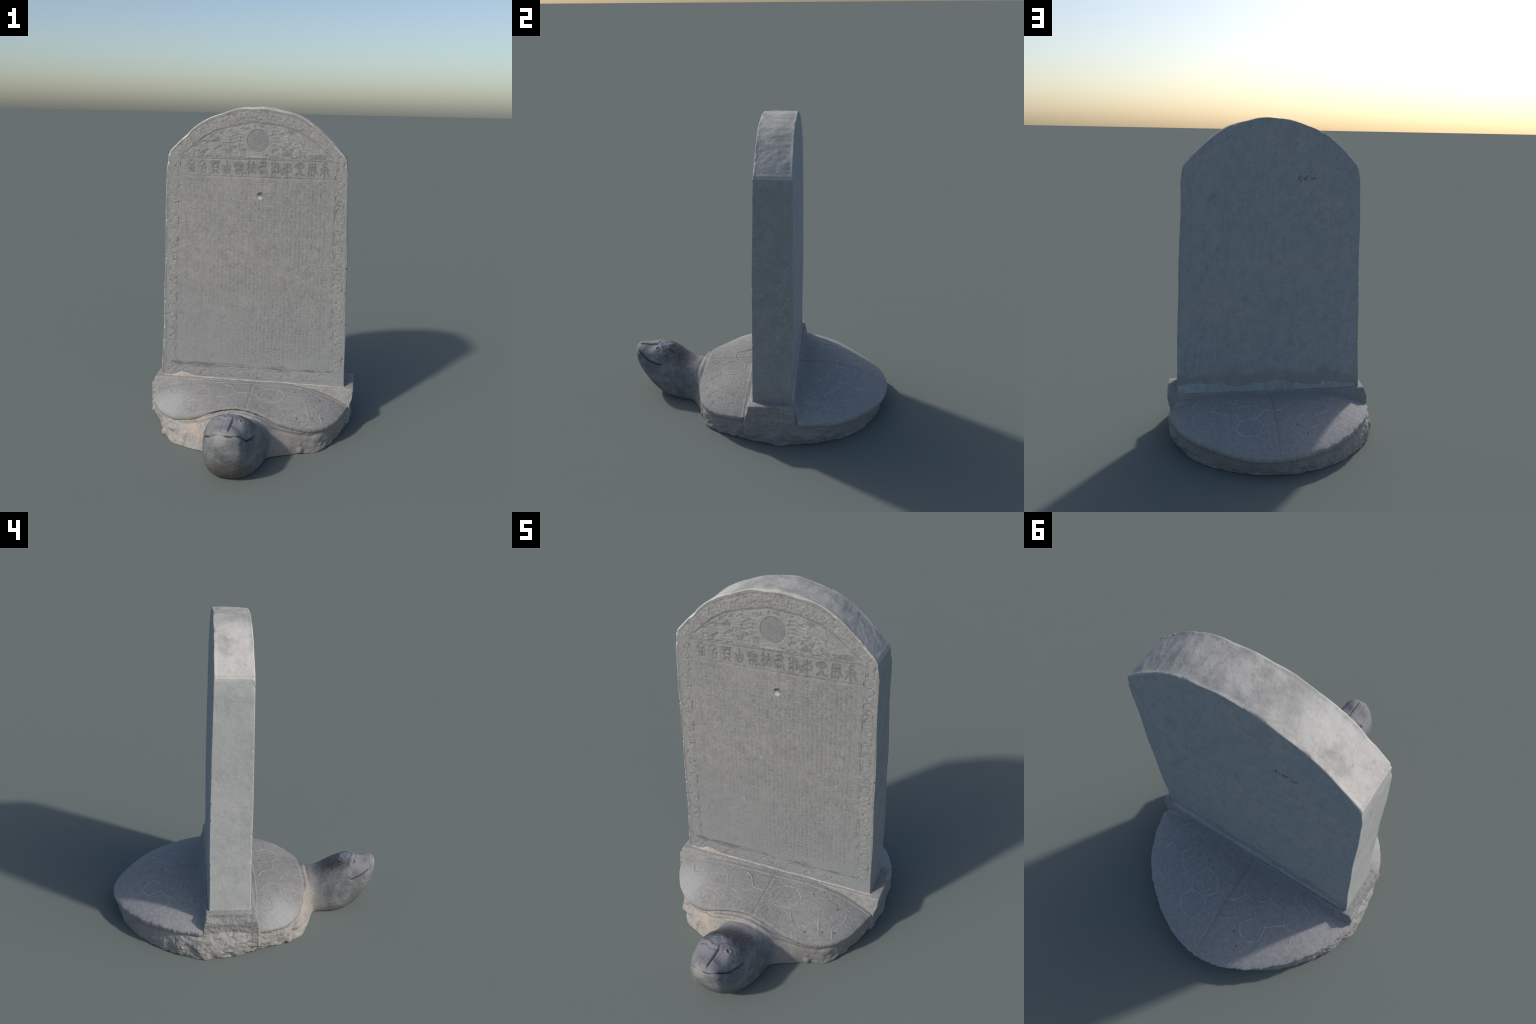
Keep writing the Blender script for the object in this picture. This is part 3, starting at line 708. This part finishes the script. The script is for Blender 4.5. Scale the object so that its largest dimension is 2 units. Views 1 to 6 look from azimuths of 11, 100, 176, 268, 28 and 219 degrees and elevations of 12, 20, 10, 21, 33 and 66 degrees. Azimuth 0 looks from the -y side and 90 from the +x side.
# ---- carved relief of the inscribed face, as a height field in metres
def carve_front(x, z):
    """relief height (out of the face) and a mark: 0 plain, 1 grimy groove, 2 pale raised"""
    sh = x.shape; X = x.ravel(); Zz = z.ravel(); H = np.zeros_like(X); P = np.stack([X, Zz, 0 * X], -1)
    W = half_width(Zz)
    inner_z = np.interp(X, [-.474, -.422, -.325, -.254, -.161, -.019, .14, .241, .317, .352, .474],
                        [1.684, 1.728, 1.807, 1.847, 1.874, 1.901, 1.884, 1.852, 1.811, 1.782, 1.684])
    xin = 0.479 + 0.004 * sstep(1.4, 0.4, Zz)
    def line(d, w, h):
        np.add(H, h * np.exp(-(d / w) ** 2), out=H)
    body = (Zz > 0.37) & (Zz < 1.69)
    # frame lines of the side borders, foot border, title band and arch
    m = (Zz > 0.365) & (Zz < 1.70)
    for off, h in ((0.0, -0.0022), (0.012, -0.0014), (0.075, -0.0016)):
        line(np.where(m, np.abs(np.abs(X) - xin - off), 9), 0.003, h)
    for zz, h in ((0.368, -0.003), (0.357, -0.0016), (0.300, -0.0014)):
        line(np.where(np.abs(X) < xin, np.abs(Zz - zz), 9), 0.0034, h)
    for zz, h in ((1.577, -0.0022), (1.681, -0.0022)):
        line(np.where(np.abs(X + 0.0) < 0.465, np.abs(Zz - zz), 9), 0.003, h)
    ad = (Zz - inner_z) * 0.85
    line(np.where(Zz > 1.70, np.abs(ad), 9), 0.0045, -0.0032)
    line(np.where(Zz > 1.71, np.abs(Zz - arch_s(X * .98) + 0.026) , 9), 0.004, -0.0016)
    # strokes stamped from centre lines
    def stroke(pts, w, h):
        pts = np.array(pts, float); lo = pts.min(0) - 3 * w; hi = pts.max(0) + 3 * w
        idx = np.where((X > lo[0]) & (X < hi[0]) & (Zz > lo[1]) & (Zz < hi[1]))[0]
        if len(idx) == 0: return
        d = np.full(len(idx), 9.0)
        for p, q in zip(pts[:-1], pts[1:]):
            v = q - p; tt = np.clip(((X[idx] - p[0]) * v[0] + (Zz[idx] - p[1]) * v[1]) / (v @ v + 1e-12), 0, 1)
            d = np.minimum(d, np.hypot(X[idx] - p[0] - tt * v[0], Zz[idx] - p[1] - tt * v[1]))
        H[idx] += h * np.exp(-(d / w) ** 2)
    def spiral(cx, cz, r, turns, start, hand, n=26):
        u = np.linspace(0, 1, n); a = start + hand * u * turns * 2 * np.pi; rr = r * (1 - 0.82 * u)
        return np.stack([cx + rr * np.cos(a), cz + rr * np.sin(a)], -1)
    rg = np.random.default_rng(11)
    # borders: ringed medallions alternating with leafy scrolls
    def medallion(cx, cz, rx, rz, hand):
        rx *= rg.uniform(.82, 1.08); rz *= rg.uniform(.85, 1.1); a = np.linspace(0.0, rg.uniform(3.2, 5.4), 20) * hand + rg.uniform(0, 6)
        stroke(np.stack([cx + rx * np.cos(a), cz + rz * np.sin(a)], -1), 0.0030, -0.0016)
        stroke(np.stack([cx + (rx + .006) * np.cos(a), cz + (rz + .006) * np.sin(a)], -1), 0.0034, 0.0016)
        sp = spiral(0, 0, 1.0, 1.1, rg.uniform(0, 6), hand)
        stroke(np.stack([cx + sp[:, 0] * rx * .62, cz + sp[:, 1] * rz * .62], -1), 0.0032, 0.0020)
    def leaves(cx, cz, w, h, hand, along):
        for q in range(3):
            u = (q - 1) * 0.55; px, pz = (cx + u * w, cz) if along else (cx, cz + u * h)
            r = 0.013 * rg.uniform(.8, 1.2)
            px += rg.uniform(-.005, .005) + (0 if along else hand * .010 * (-1) ** q); pz += rg.uniform(-.005, .005) + (hand * .010 * (-1) ** q if along else 0)
            stroke(spiral(px, pz, r, 0.85, rg.uniform(0, 6), hand * (-1) ** q), 0.0032, 0.0026)
            a = rg.uniform(0, 6.28)
            stroke([(px + .016 * math.cos(a), pz + .016 * math.sin(a)), (px + .024 * math.cos(a + .8), pz + .020 * math.sin(a + .8))], 0.0036, -0.0030)
    for sx in (-1, 1):
        for k, zc in enumerate(np.arange(0.386, 1.70, 0.060)):
            cx = sx * (half_width(zc) - 0.050); hand = 1 if k % 2 else -1
            if k % 2 == 0:
                medallion(cx + rg.uniform(-.003, .003), zc, 0.024, 0.024, hand)
            else:
                leaves(cx, zc, 0.03, 0.030, hand, False)
            x1 = cx + hand * 0.030
            stroke([(x1, zc - 0.030), (x1 - hand * 0.006, zc), (x1, zc + 0.030)], 0.0030, -0.0018)
    for k, cx in enumerate(np.arange(-0.50, 0.53, 0.086)):
        hand = 1 if k % 2 else -1
        if k % 2:
            medallion(cx, 0.332, 0.034, 0.022, hand)
        else:
            leaves(cx, 0.332, 0.042, 0.02, hand, True)
            stroke([(cx - 0.045, 0.350), (cx - 0.015, 0.338), (cx + 0.015, 0.326), (cx + 0.045, 0.314)], 0.0030, 0.0020)
    # arch band: flowers and scrolls
    for k, xc in enumerate(np.linspace(-0.47, 0.47, 17)):
        zc = 0.5 * (np.interp(xc, [-.474, -.325, -.161, 0, .161, .325, .474], [1.66, 1.807, 1.874, 1.901, 1.874, 1.807, 1.66]) + float(arch_s(xc))) - 0.010
        hand = 1 if k % 2 else -1
        stroke(spiral(xc, zc, 0.029, 1.4, k * 1.1, hand), 0.0042, 0.0020)
        for q in range(5):
            a = q * 1.2566 + k; stroke([(xc + .018 * math.cos(a), zc + .018 * math.sin(a)), (xc + .034 * math.cos(a + .4), zc + .034 * math.sin(a + .4))], 0.0042, 0.0022 if q % 2 else -0.0024)
    # sun disc with flames and clouds in the tympanum
    dd = np.hypot(X - 0.005, Zz - 1.793)
    tym = (Zz > 1.690) & (Zz < inner_z - 0.008)
    wx = X + 0.016 * fbm(P, 22, 2, 5); wz = Zz + 0.016 * fbm(P, 22, 2, 6)
    slope = np.where(np.abs(X) < 0.10, 0.0, 0.30)
    pull = np.stack([wx * 30, (wz + slope * np.abs(X)) * 50, 0 * X], -1)
    cloud = fbm(pull, 1.0, 3, 23)
    fadeL = tym * sstep(0.074, 0.082, dd)
    H += fadeL * (0.0030 * (sstep(-0.10, 0.10, cloud) - 0.5) + 0.0016 * np.exp(-((cloud - 0.05) / 0.06) ** 2))
    for k in range(18):
        sx = 1 if k % 2 else -1
        cx = sx * rg.uniform(0.10, 0.38); cz = 1.703 + rg.uniform(0, 1) * (0.155 - 0.40 * (abs(cx) - .1))
        stroke(spiral(cx, cz, 0.017, 1.1, rg.uniform(0, 6), sx), 0.0040, 0.0024)
    for sx in (-1, 1):                       # flame tongues trailing from the disc
        for k in range(5):
            x0, z0 = sx * 0.085, 1.775 + 0.020 * k
            stroke([(x0, z0), (x0 + sx * 0.035, z0 + 0.004), (x0 + sx * 0.060, z0 - 0.010), (x0 + sx * 0.095, z0 - 0.006 - 0.004 * k)], 0.0050, 0.0026)
    H -= 0.0020 * sstep(0.068, 0.064, dd); line(np.abs(dd - 0.0665), 0.0028, -0.0018); line(np.abs(dd - 0.0725), 0.003, 0.0020)
    stroke([(-.055, 1.695), (.075, 1.695)], 0.005, 0.004)
    # title: twelve archaic characters, brush-stroke centre lines in a unit box
    glyphs = title_glyphs()
    for k, g in enumerate(glyphs):
        cx = -0.400 + k * 0.0733; 
        for st in g:
            stroke([(cx + 0.062 * (px - .5), 1.629 + 0.082 * (pz - .5)) for px, pz in st], 0.0052, -0.0032 * rg.uniform(.85, 1.1))
    stroke([(0.112, 1.575), (0.112, 1.680)], 0.003, -0.002)
    # main text: columns of small engraved characters, worn unevenly
    px, pz = 0.0248, 0.0218
    u = (X + 0.445) / px; v = (1.560 - Zz) / pz; ci, cj = np.floor(u).astype(int), np.floor(v).astype(int)
    fu, fv = u - ci, v - cj
    inside = (ci >= 0) & (ci < 36) & (cj >= 0) & (cj < 53) & (fu > .14) & (fu < .86) & (fv > .08) & (fv < .92)
    gu = ((fu - .14) / .72 * 6).astype(int); gv = ((fv - .08) / .84 * 7).astype(int)
    pat = np.zeros((64, 6, 7), bool)
    for q in range(64):
        for _ in range(3):
            pat[q, rg.integers(0, 2):rg.integers(4, 7), rg.integers(0, 7)] = True
        for _ in range(2):
            pat[q, rg.integers(0, 6), rg.integers(0, 3):rg.integers(4, 8)] = True
    sel = (ci * 31 + cj * 17 + ci * cj * 7) % 64
    ink = inside & pat[sel, np.clip(gu, 0, 5), np.clip(gv, 0, 6)]
    wear = sstep(-0.30, 0.25, fbm(P, 3.2, 4, 77) + 0.30 * sstep(-.25, .2, X) - 0.05)
    rnd = _hash(gu + ci * 6, gv + cj * 7, 0 * gu, 3) * 0.5 + 0.5
    ink = ink & (rnd < 0.15 + 0.75 * wear)
    H -= 0.0008 * ink * wear
    # drill hole left by damage
    hd = np.hypot(X - 0.022, (Zz - 1.466) * 0.95)
    H -= 0.011 * sstep(0.022, 0.004, hd + 0.006 * fbm(P, 60, 2, 3))
    # weathering
    H *= np.where(hd < 0.04, 1.0, 0.62)
    H += 0.0012 * fbm(P, 5, 3, 101) + 0.0005 * fbm(P, 45, 3, 103)
    worn = np.clip(fbm(P, 7, 3, 105), 0, 1)
    mark = np.zeros(len(X), int)
    carved = (Zz > 1.577) | (Zz < 0.368) | (np.abs(X) > xin)
    mark[carved & (H < -0.0007 - 0.0006 * worn)] = 4
    mark[carved & (H > 0.0009 + 0.0007 * worn) & (hd > .04)] = 2
    mark[H < -0.0017 - 0.0008 * worn] = 1
    mark[(H > 0.0016 + 0.0008 * worn) & (hd > 0.04)] = 2
    mark[ink & (mark == 0)] = 4
    mark[dd < 0.066] = 5
    hot = (hd + 0.006 * fbm(P, 60, 2, 9)) < 0.019
    mark[hot] = np.where(Zz[hot] + 0.5 * (X[hot] - .022) < 1.462, 3, 1)
    region = np.zeros(len(X), int)                       # border
    region[(np.abs(X) < xin) & (Zz > 0.368) & (Zz < 1.577)] = 1     # inscription
    region[(np.abs(X) < xin) & (Zz >= 1.577) & (Zz < 1.686)] = 2    # title band
    region[(Zz >= 1.686) & (Zz < inner_z)] = 3                      # tympanum
    region[dd < 0.070] = 4                                          # disc
    return H.reshape(sh), mark, region

def arc(cx, cz, rx, rz, a0, a1, n=7):
    return [(cx + rx * math.cos(math.radians(a)), cz + rz * math.sin(math.radians(a))) for a in np.linspace(a0, a1, n)]

def title_glyphs():
    """left to right as they stand on the stone"""
    box = lambda x0, z0, x1, z1: [(x0, z0), (x0, z1), (x1, z1), (x1, z0), (x0, z0)]
    ln = lambda *p: [(p[i], p[i + 1]) for i in range(0, len(p), 2)]
    return [
        [arc(.62, .82, .22, .16, -60, 150), box(.30, .10, .50, .60), ln(.62, .08, .62, .62), ln(.80, .08, .80, .55), ln(.30, .35, .50, .35), ln(.15, .62, .30, .80)],
        [arc(.45, .75, .25, .20, -40, 160), ln(.45, .55, .62, .72), box(.38, .08, .72, .40), ln(.20, .60, .40, .50), ln(.72, .40, .80, .52)],
        [arc(.30, .80, .18, .15, 0, 300), ln(.55, .92, .90, .92), box(.28, .28, .78, .72), ln(.28, .50, .78, .50), ln(.55, .80, .85, .78), ln(.60, .20, .90, .04), ln(.40, .20, .18, .06)],
        [ln(.50, .96, .50, .70, .85, .60), arc(.50, .40, .30, .32, 170, 370), arc(.50, .42, .12, .14, 0, 360), ln(.12, .62, .30, .55)],
        [arc(.50, .62, .38, .30, -10, 190), box(.26, .42, .74, .72), ln(.26, .57, .74, .57), ln(.20, .30, .80, .30), ln(.30, .30, .22, .06), ln(.50, .34, .50, .08), ln(.74, .30, .82, .06)],
        [ln(.30, .98, .30, .06), ln(.12, .78, .46, .70), ln(.12, .40, .30, .52, .46, .40), ln(.74, .95, .74, .55), arc(.74, .62, .18, .12, 180, 360), arc(.74, .26, .16, .20, -20, 200)],
        [ln(.28, .90, .75, .90, .74, .62), ln(.50, .90, .50, .70), arc(.36, .38, .26, .28, 20, 340), ln(.36, .62, .36, .14), ln(.66, .72, .92, .06), ln(.12, .56, .60, .56)],
        [arc(.35, .78, .2, .14, 0, 200), ln(.15, .50, .50, .60), arc(.62, .34, .22, .14, 180, 360), ln(.75, .90, .80, .50), ln(.20, .20, .35, .30)],
        [ln(.50, .92, .50, .10), ln(.20, .84, .40, .76), ln(.80, .86, .62, .72), arc(.5, .48, .34, .14, 0, 180), ln(.60, .28, .84, .32), ln(.32, .50, .30, .30)],
        [arc(.50, .74, .40, .20, -170, 190, 12), arc(.38, .74, .10, .10, 0, 360), arc(.64, .74, .10, .10, 0, 360), ln(.46, .52, .40, .26, .14, .08), ln(.60, .52, .62, .16, .92, .08)],
        [ln(.25, .92, .25, .70), ln(.50, .95, .50, .62), ln(.75, .92, .75, .70), ln(.15, .62, .85, .62), box(.18, .08, .72, .46), ln(.45, .46, .45, .08), ln(.85, .40, .98, .20)],
        [arc(.55, .88, .18, .10, 20, 200), ln(.15, .55, .50, .74, .90, .52), ln(.52, .70, .52, .04), ln(.36, .50, .14, .14), ln(.70, .50, .94, .10)]]

def build_front():
    s, t, x, z = face_grid(NX, NZ, "front")
    H, mark, region = carve_front(x, z)
    rim = np.minimum(sstep(1.0, 0.985, np.abs(s)), sstep(1.0, 0.990, t))
    y = y_front(z, x) - H * rim
    V = np.stack([x, y, z], -1).reshape(-1, 3)
    F = grid_faces(NX + 1, NZ + 1)
    mk, rgn = mark[F], region[F[:, 0]]
    fm = np.where((mk == 1).sum(1) >= 2, 1, np.where((mk == 2).sum(1) >= 3, 2, 0))
    for q in (3, 4, 5):
        fm = np.where((mk == q).sum(1) >= (3 if q == 4 else 2), q, fm)
    return split_by_region(V, F, rgn, {0: "carved_border", 1: "inscription_panel", 2: "title_band", 3: "tympanum_relief", 4: "sun_disc"},
                           [M_FRONT, M_GROOVE, M_RELIEF, M_PALE, M_TEXT, M_DISC], fm, parents={k: SLAB for k in range(5)})

CRACKS = [[(.376, 1.569), (.359, 1.488), (.324, 1.471), (.316, 1.448)], [(.411, .521), (.394, .505), (.37, .473), (.382, .423), (.367, .404)],
          [(.455, 1.80), (.462, 1.76), (.480, 1.70)], [(.425, 1.83), (.415, 1.80), (.418, 1.78)], [(.30, 1.40), (.29, 1.36), (.305, 1.31)], [(.43, .60), (.425, .56), (.43, .52)]]
GRAFFITI = [[(-.172, 1.650), (-.174, 1.618)], arc(-.176, 1.634, .017, .017, 80, 280), [(-.164, 1.635), (-.180, 1.636)],
            [(-.200, 1.618), (-.208, 1.646), (-.213, 1.620)], [(-.202, 1.629), (-.212, 1.630)], [(-.214, 1.650), (-.234, 1.651)], [(-.222, 1.650), (-.220, 1.622)],
            [(-.242, 1.644), (-.252, 1.640), (-.244, 1.634), (-.254, 1.630)], [(-.256, 1.628), (-.264, 1.646), (-.268, 1.628)], [(-.258, 1.636), (-.268, 1.637)]]

def build_back():
    nx, nz = 400, 600
    s, t, x, z = face_grid(nx, nz, "back")
    P = np.stack([x.ravel(), z.ravel(), 0 * x.ravel()], -1)
    H = 0.0022 * fbm(P, 4, 4, 201) + 0.0006 * fbm(P * [1, .5, 1], 60, 3, 203)
    mark = np.zeros(len(P), int)
    for pl in CRACKS:
        pl = [(a, b, 0) for a, b in pl]
        q = P + 0.004 * np.stack([fbm(P, 60, 2, 7), fbm(P, 60, 2, 8), 0 * P[:, 0]], -1)
        d = seg_dist(q, pl); H -= 0.004 * np.exp(-(d / 0.0035) ** 2); H += 0.0015 * np.exp(-(d / 0.015) ** 2)
    for pl in GRAFFITI:
        d = seg_dist(P, [(a, b, 0) for a, b in pl]); H -= 0.0022 * np.exp(-(d / 0.0018) ** 2); mark[d < 0.0017] = 1
    pits = np.random.default_rng(5).uniform([-.5, .45], [.5, 1.8], (11, 2))
    for a, b in pits:
        d = np.hypot((P[:, 0] - a), (P[:, 1] - b) * 0.6); H -= 0.004 * np.exp(-(d / 0.003) ** 2); mark[d < 0.0016] = 1
    rim = np.minimum(sstep(1.0, 0.985, np.abs(s)), sstep(1.0, 0.990, t))
    y = y_back(z, x) + H.reshape(x.shape) * rim
    V = np.stack([x, y, z], -1).reshape(-1, 3); F = grid_faces(nx + 1, nz + 1, flip=True)
    fm = ((mark[F] == 1).sum(1) >= 2).astype(int)
    me = build_mesh("back_face", V, F, [M_BACK, M_GROOVE], fm)
    return make_object("back_face", me, SLAB)

def build_edge():
    """sides and arched top of the slab as one band wrapped from the front arris to the back arris"""
    ns, nt, nv = 540, 680, 84
    path = [(-1.0, q, "L") for q in np.linspace(0, 1, nt + 1)] + [(q, 1.0, "T") for q in np.linspace(-1, 1, ns + 1)[1:-1]] + [(1.0, q, "R") for q in np.linspace(1, 0, nt + 1)]
    s = np.array([p[0] for p in path]); t = np.array([p[1] for p in path])
    top = np.array([p[2] == "T" for p in path])
    fs, ft = arris(s, t, "front"); bs, bt = arris(s, t, "back")
    fs = arris(np.sign(s) + (s == 0), t, "front")[0]; bs = arris(np.sign(s) + (s == 0), t, "back")[0]
    v = np.linspace(0, 1, nv)
    v = 0.5 - 0.5 * np.cos(np.pi * v) * (0.75 + 0.25 * np.abs(np.cos(np.pi * v)))
    v = (v - v[0]) / (v[-1] - v[0])
    dep = 0.235 * v                                    # distance from the front, metres
    def round_in(d, r):
        q = np.clip(1 - d / r, 0, 1); return 1 - np.sqrt(np.maximum(1 - q * q, 0))
    rf_s = fs[:, None] * round_in(dep[None, :], np.maximum(fs, .004)[:, None] * 1.2)
    rf_t = ft[:, None] * round_in(dep[None, :], np.maximum(ft, .004)[:, None] * 1.3)
    rb_s = bs[:, None] * round_in(0.235 - dep[None, :], np.maximum(bs, .004)[:, None] * 1.2)
    rb_t = bt[:, None] * round_in(0.235 - dep[None, :], np.maximum(bt, .004)[:, None] * 1.2)
    S = np.repeat(s[:, None], nv, 1); T = np.repeat(t[:, None], nv, 1)
    x, z = slab_map(S, T, rf_s + rb_s, rf_t + rb_t)
    zf = Z0 + 0 * z + (z - Z0)
    y = y_front(zf, x) * (1 - v) + y_back(zf, x) * v
    # hewn surface
    mid = sstep(0, 0.10, v) * sstep(1, 0.90, v)
    P = np.stack([x, y, z], -1).reshape(-1, 3)
    ontop = sstep(1.66, 1.74, P[:, 2])
    d = 0.0018 * fbm(P, 12, 4, 301) + ontop * (0.006 * fbm(P, 7, 3, 303) + 0.0020 * fbm(P * [1, .6, 1], 34, 4, 305) - 0.002) \
        - 0.0012 * np.clip(np.abs(fbm(P, 40, 3, 307)) - 0.2, 0, 1)
    F = grid_faces(len(path), nv)
    N = vertex_normals(P, F)
    P = P + N * (d * np.tile(mid, len(path)))[:, None]
    me = build_mesh("stone_slab", P, F, [M_EDGE])
    return make_object("stone_slab", me)

SLAB = build_edge()          # hewn sides and crown; the dressed faces are its parts
build_front(); build_back()

def build_mortar():
    """lime bead and squeezed lump along the front foot; feathered cement smear along the back foot"""
    n = 420; x = np.linspace(-0.578, 0.582, n); q = np.stack([x, 0 * x, 0 * x], -1)
    lump = np.interp(x, [-.52, -.49, -.455, -.43, -.39, -.34], [0, .010, .026, .024, .010, 0])
    h = 0.0050 + 0.0030 * fbm(q, 18, 3, 401) + lump * (1 + .25 * fbm(q, 60, 2, 5)); h = np.maximum(h, 0.001)
    d = 0.0065 + 0.003 * fbm(q, 14, 3, 403) + lump * 0.25; d = np.maximum(d, 0.002)
    a = np.linspace(0, np.pi / 2, 9); rows = []
    for t in a:
        zz = 0.2855 - 0.004 * x / 0.64 + h * np.sin(t); yf = y_front(zz, x)
        rows.append(np.stack([x, yf + 0.004 - (d + 0.004) * np.cos(t) ** 0.8 - 0.0012 * (t < 1.5), zz], -1))
    V = np.stack(rows, 1).reshape(-1, 3); V += vertex_normals(V, grid_faces(n, 9))[:, :] * (0.0008 * fbm(V, 70, 3, 407))[:, None]
    make_object("mortar_bead", build_mesh("mortar_bead", V, grid_faces(n, 9), [M_MORTAR]), SLAB)
    n = 460; x = np.linspace(-0.574, 0.574, n); q = np.stack([x, 0 * x, 0 * x], -1)
    top = np.interp(x, [-.57, -.49, -.42, -.356, -.33, -.25, -.144, -.12, -.06, .016, .10, .125, .155, .22, .25, .30, .33, .44, .50, .56],
                    [.317, .316, .330, .340, .318, .318, .326, .343, .348, .336, .336, .328, .314, .314, .322, .352, .338, .340, .345, .330])
    top = top + 0.006 * fbm(q, 40, 4, 411) + 0.004 * fbm(q, 120, 2, 413)
    v = np.linspace(0, 1, 12); rows = []
    for t in v:
        zz = 0.272 + (top - 0.272) * t
        off = 0.006 * (1 - t) ** 1.5 * sstep(.574, .555, np.abs(x)) - 0.0042 * sstep(.560, .574, np.abs(x)) + 0.0030 * (t < 0.99) - 0.002 * (t > 0.99) + 0.0009 * fbm(np.stack([x, zz, 0 * x], -1), 40, 3, 415)
        rows.append(np.stack([x, y_back(zz, x) + off, zz], -1))
    V = np.stack(rows, 1).reshape(-1, 3)
    make_object("cement_smear", build_mesh("cement_smear", V, grid_faces(n, 12, flip=True), [M_RENDER]), SLAB)

build_mortar()

print("triangles", sum(len(o.data.loops) - 2 * len(o.data.polygons) for o in bpy.data.objects if o.type == "MESH"))
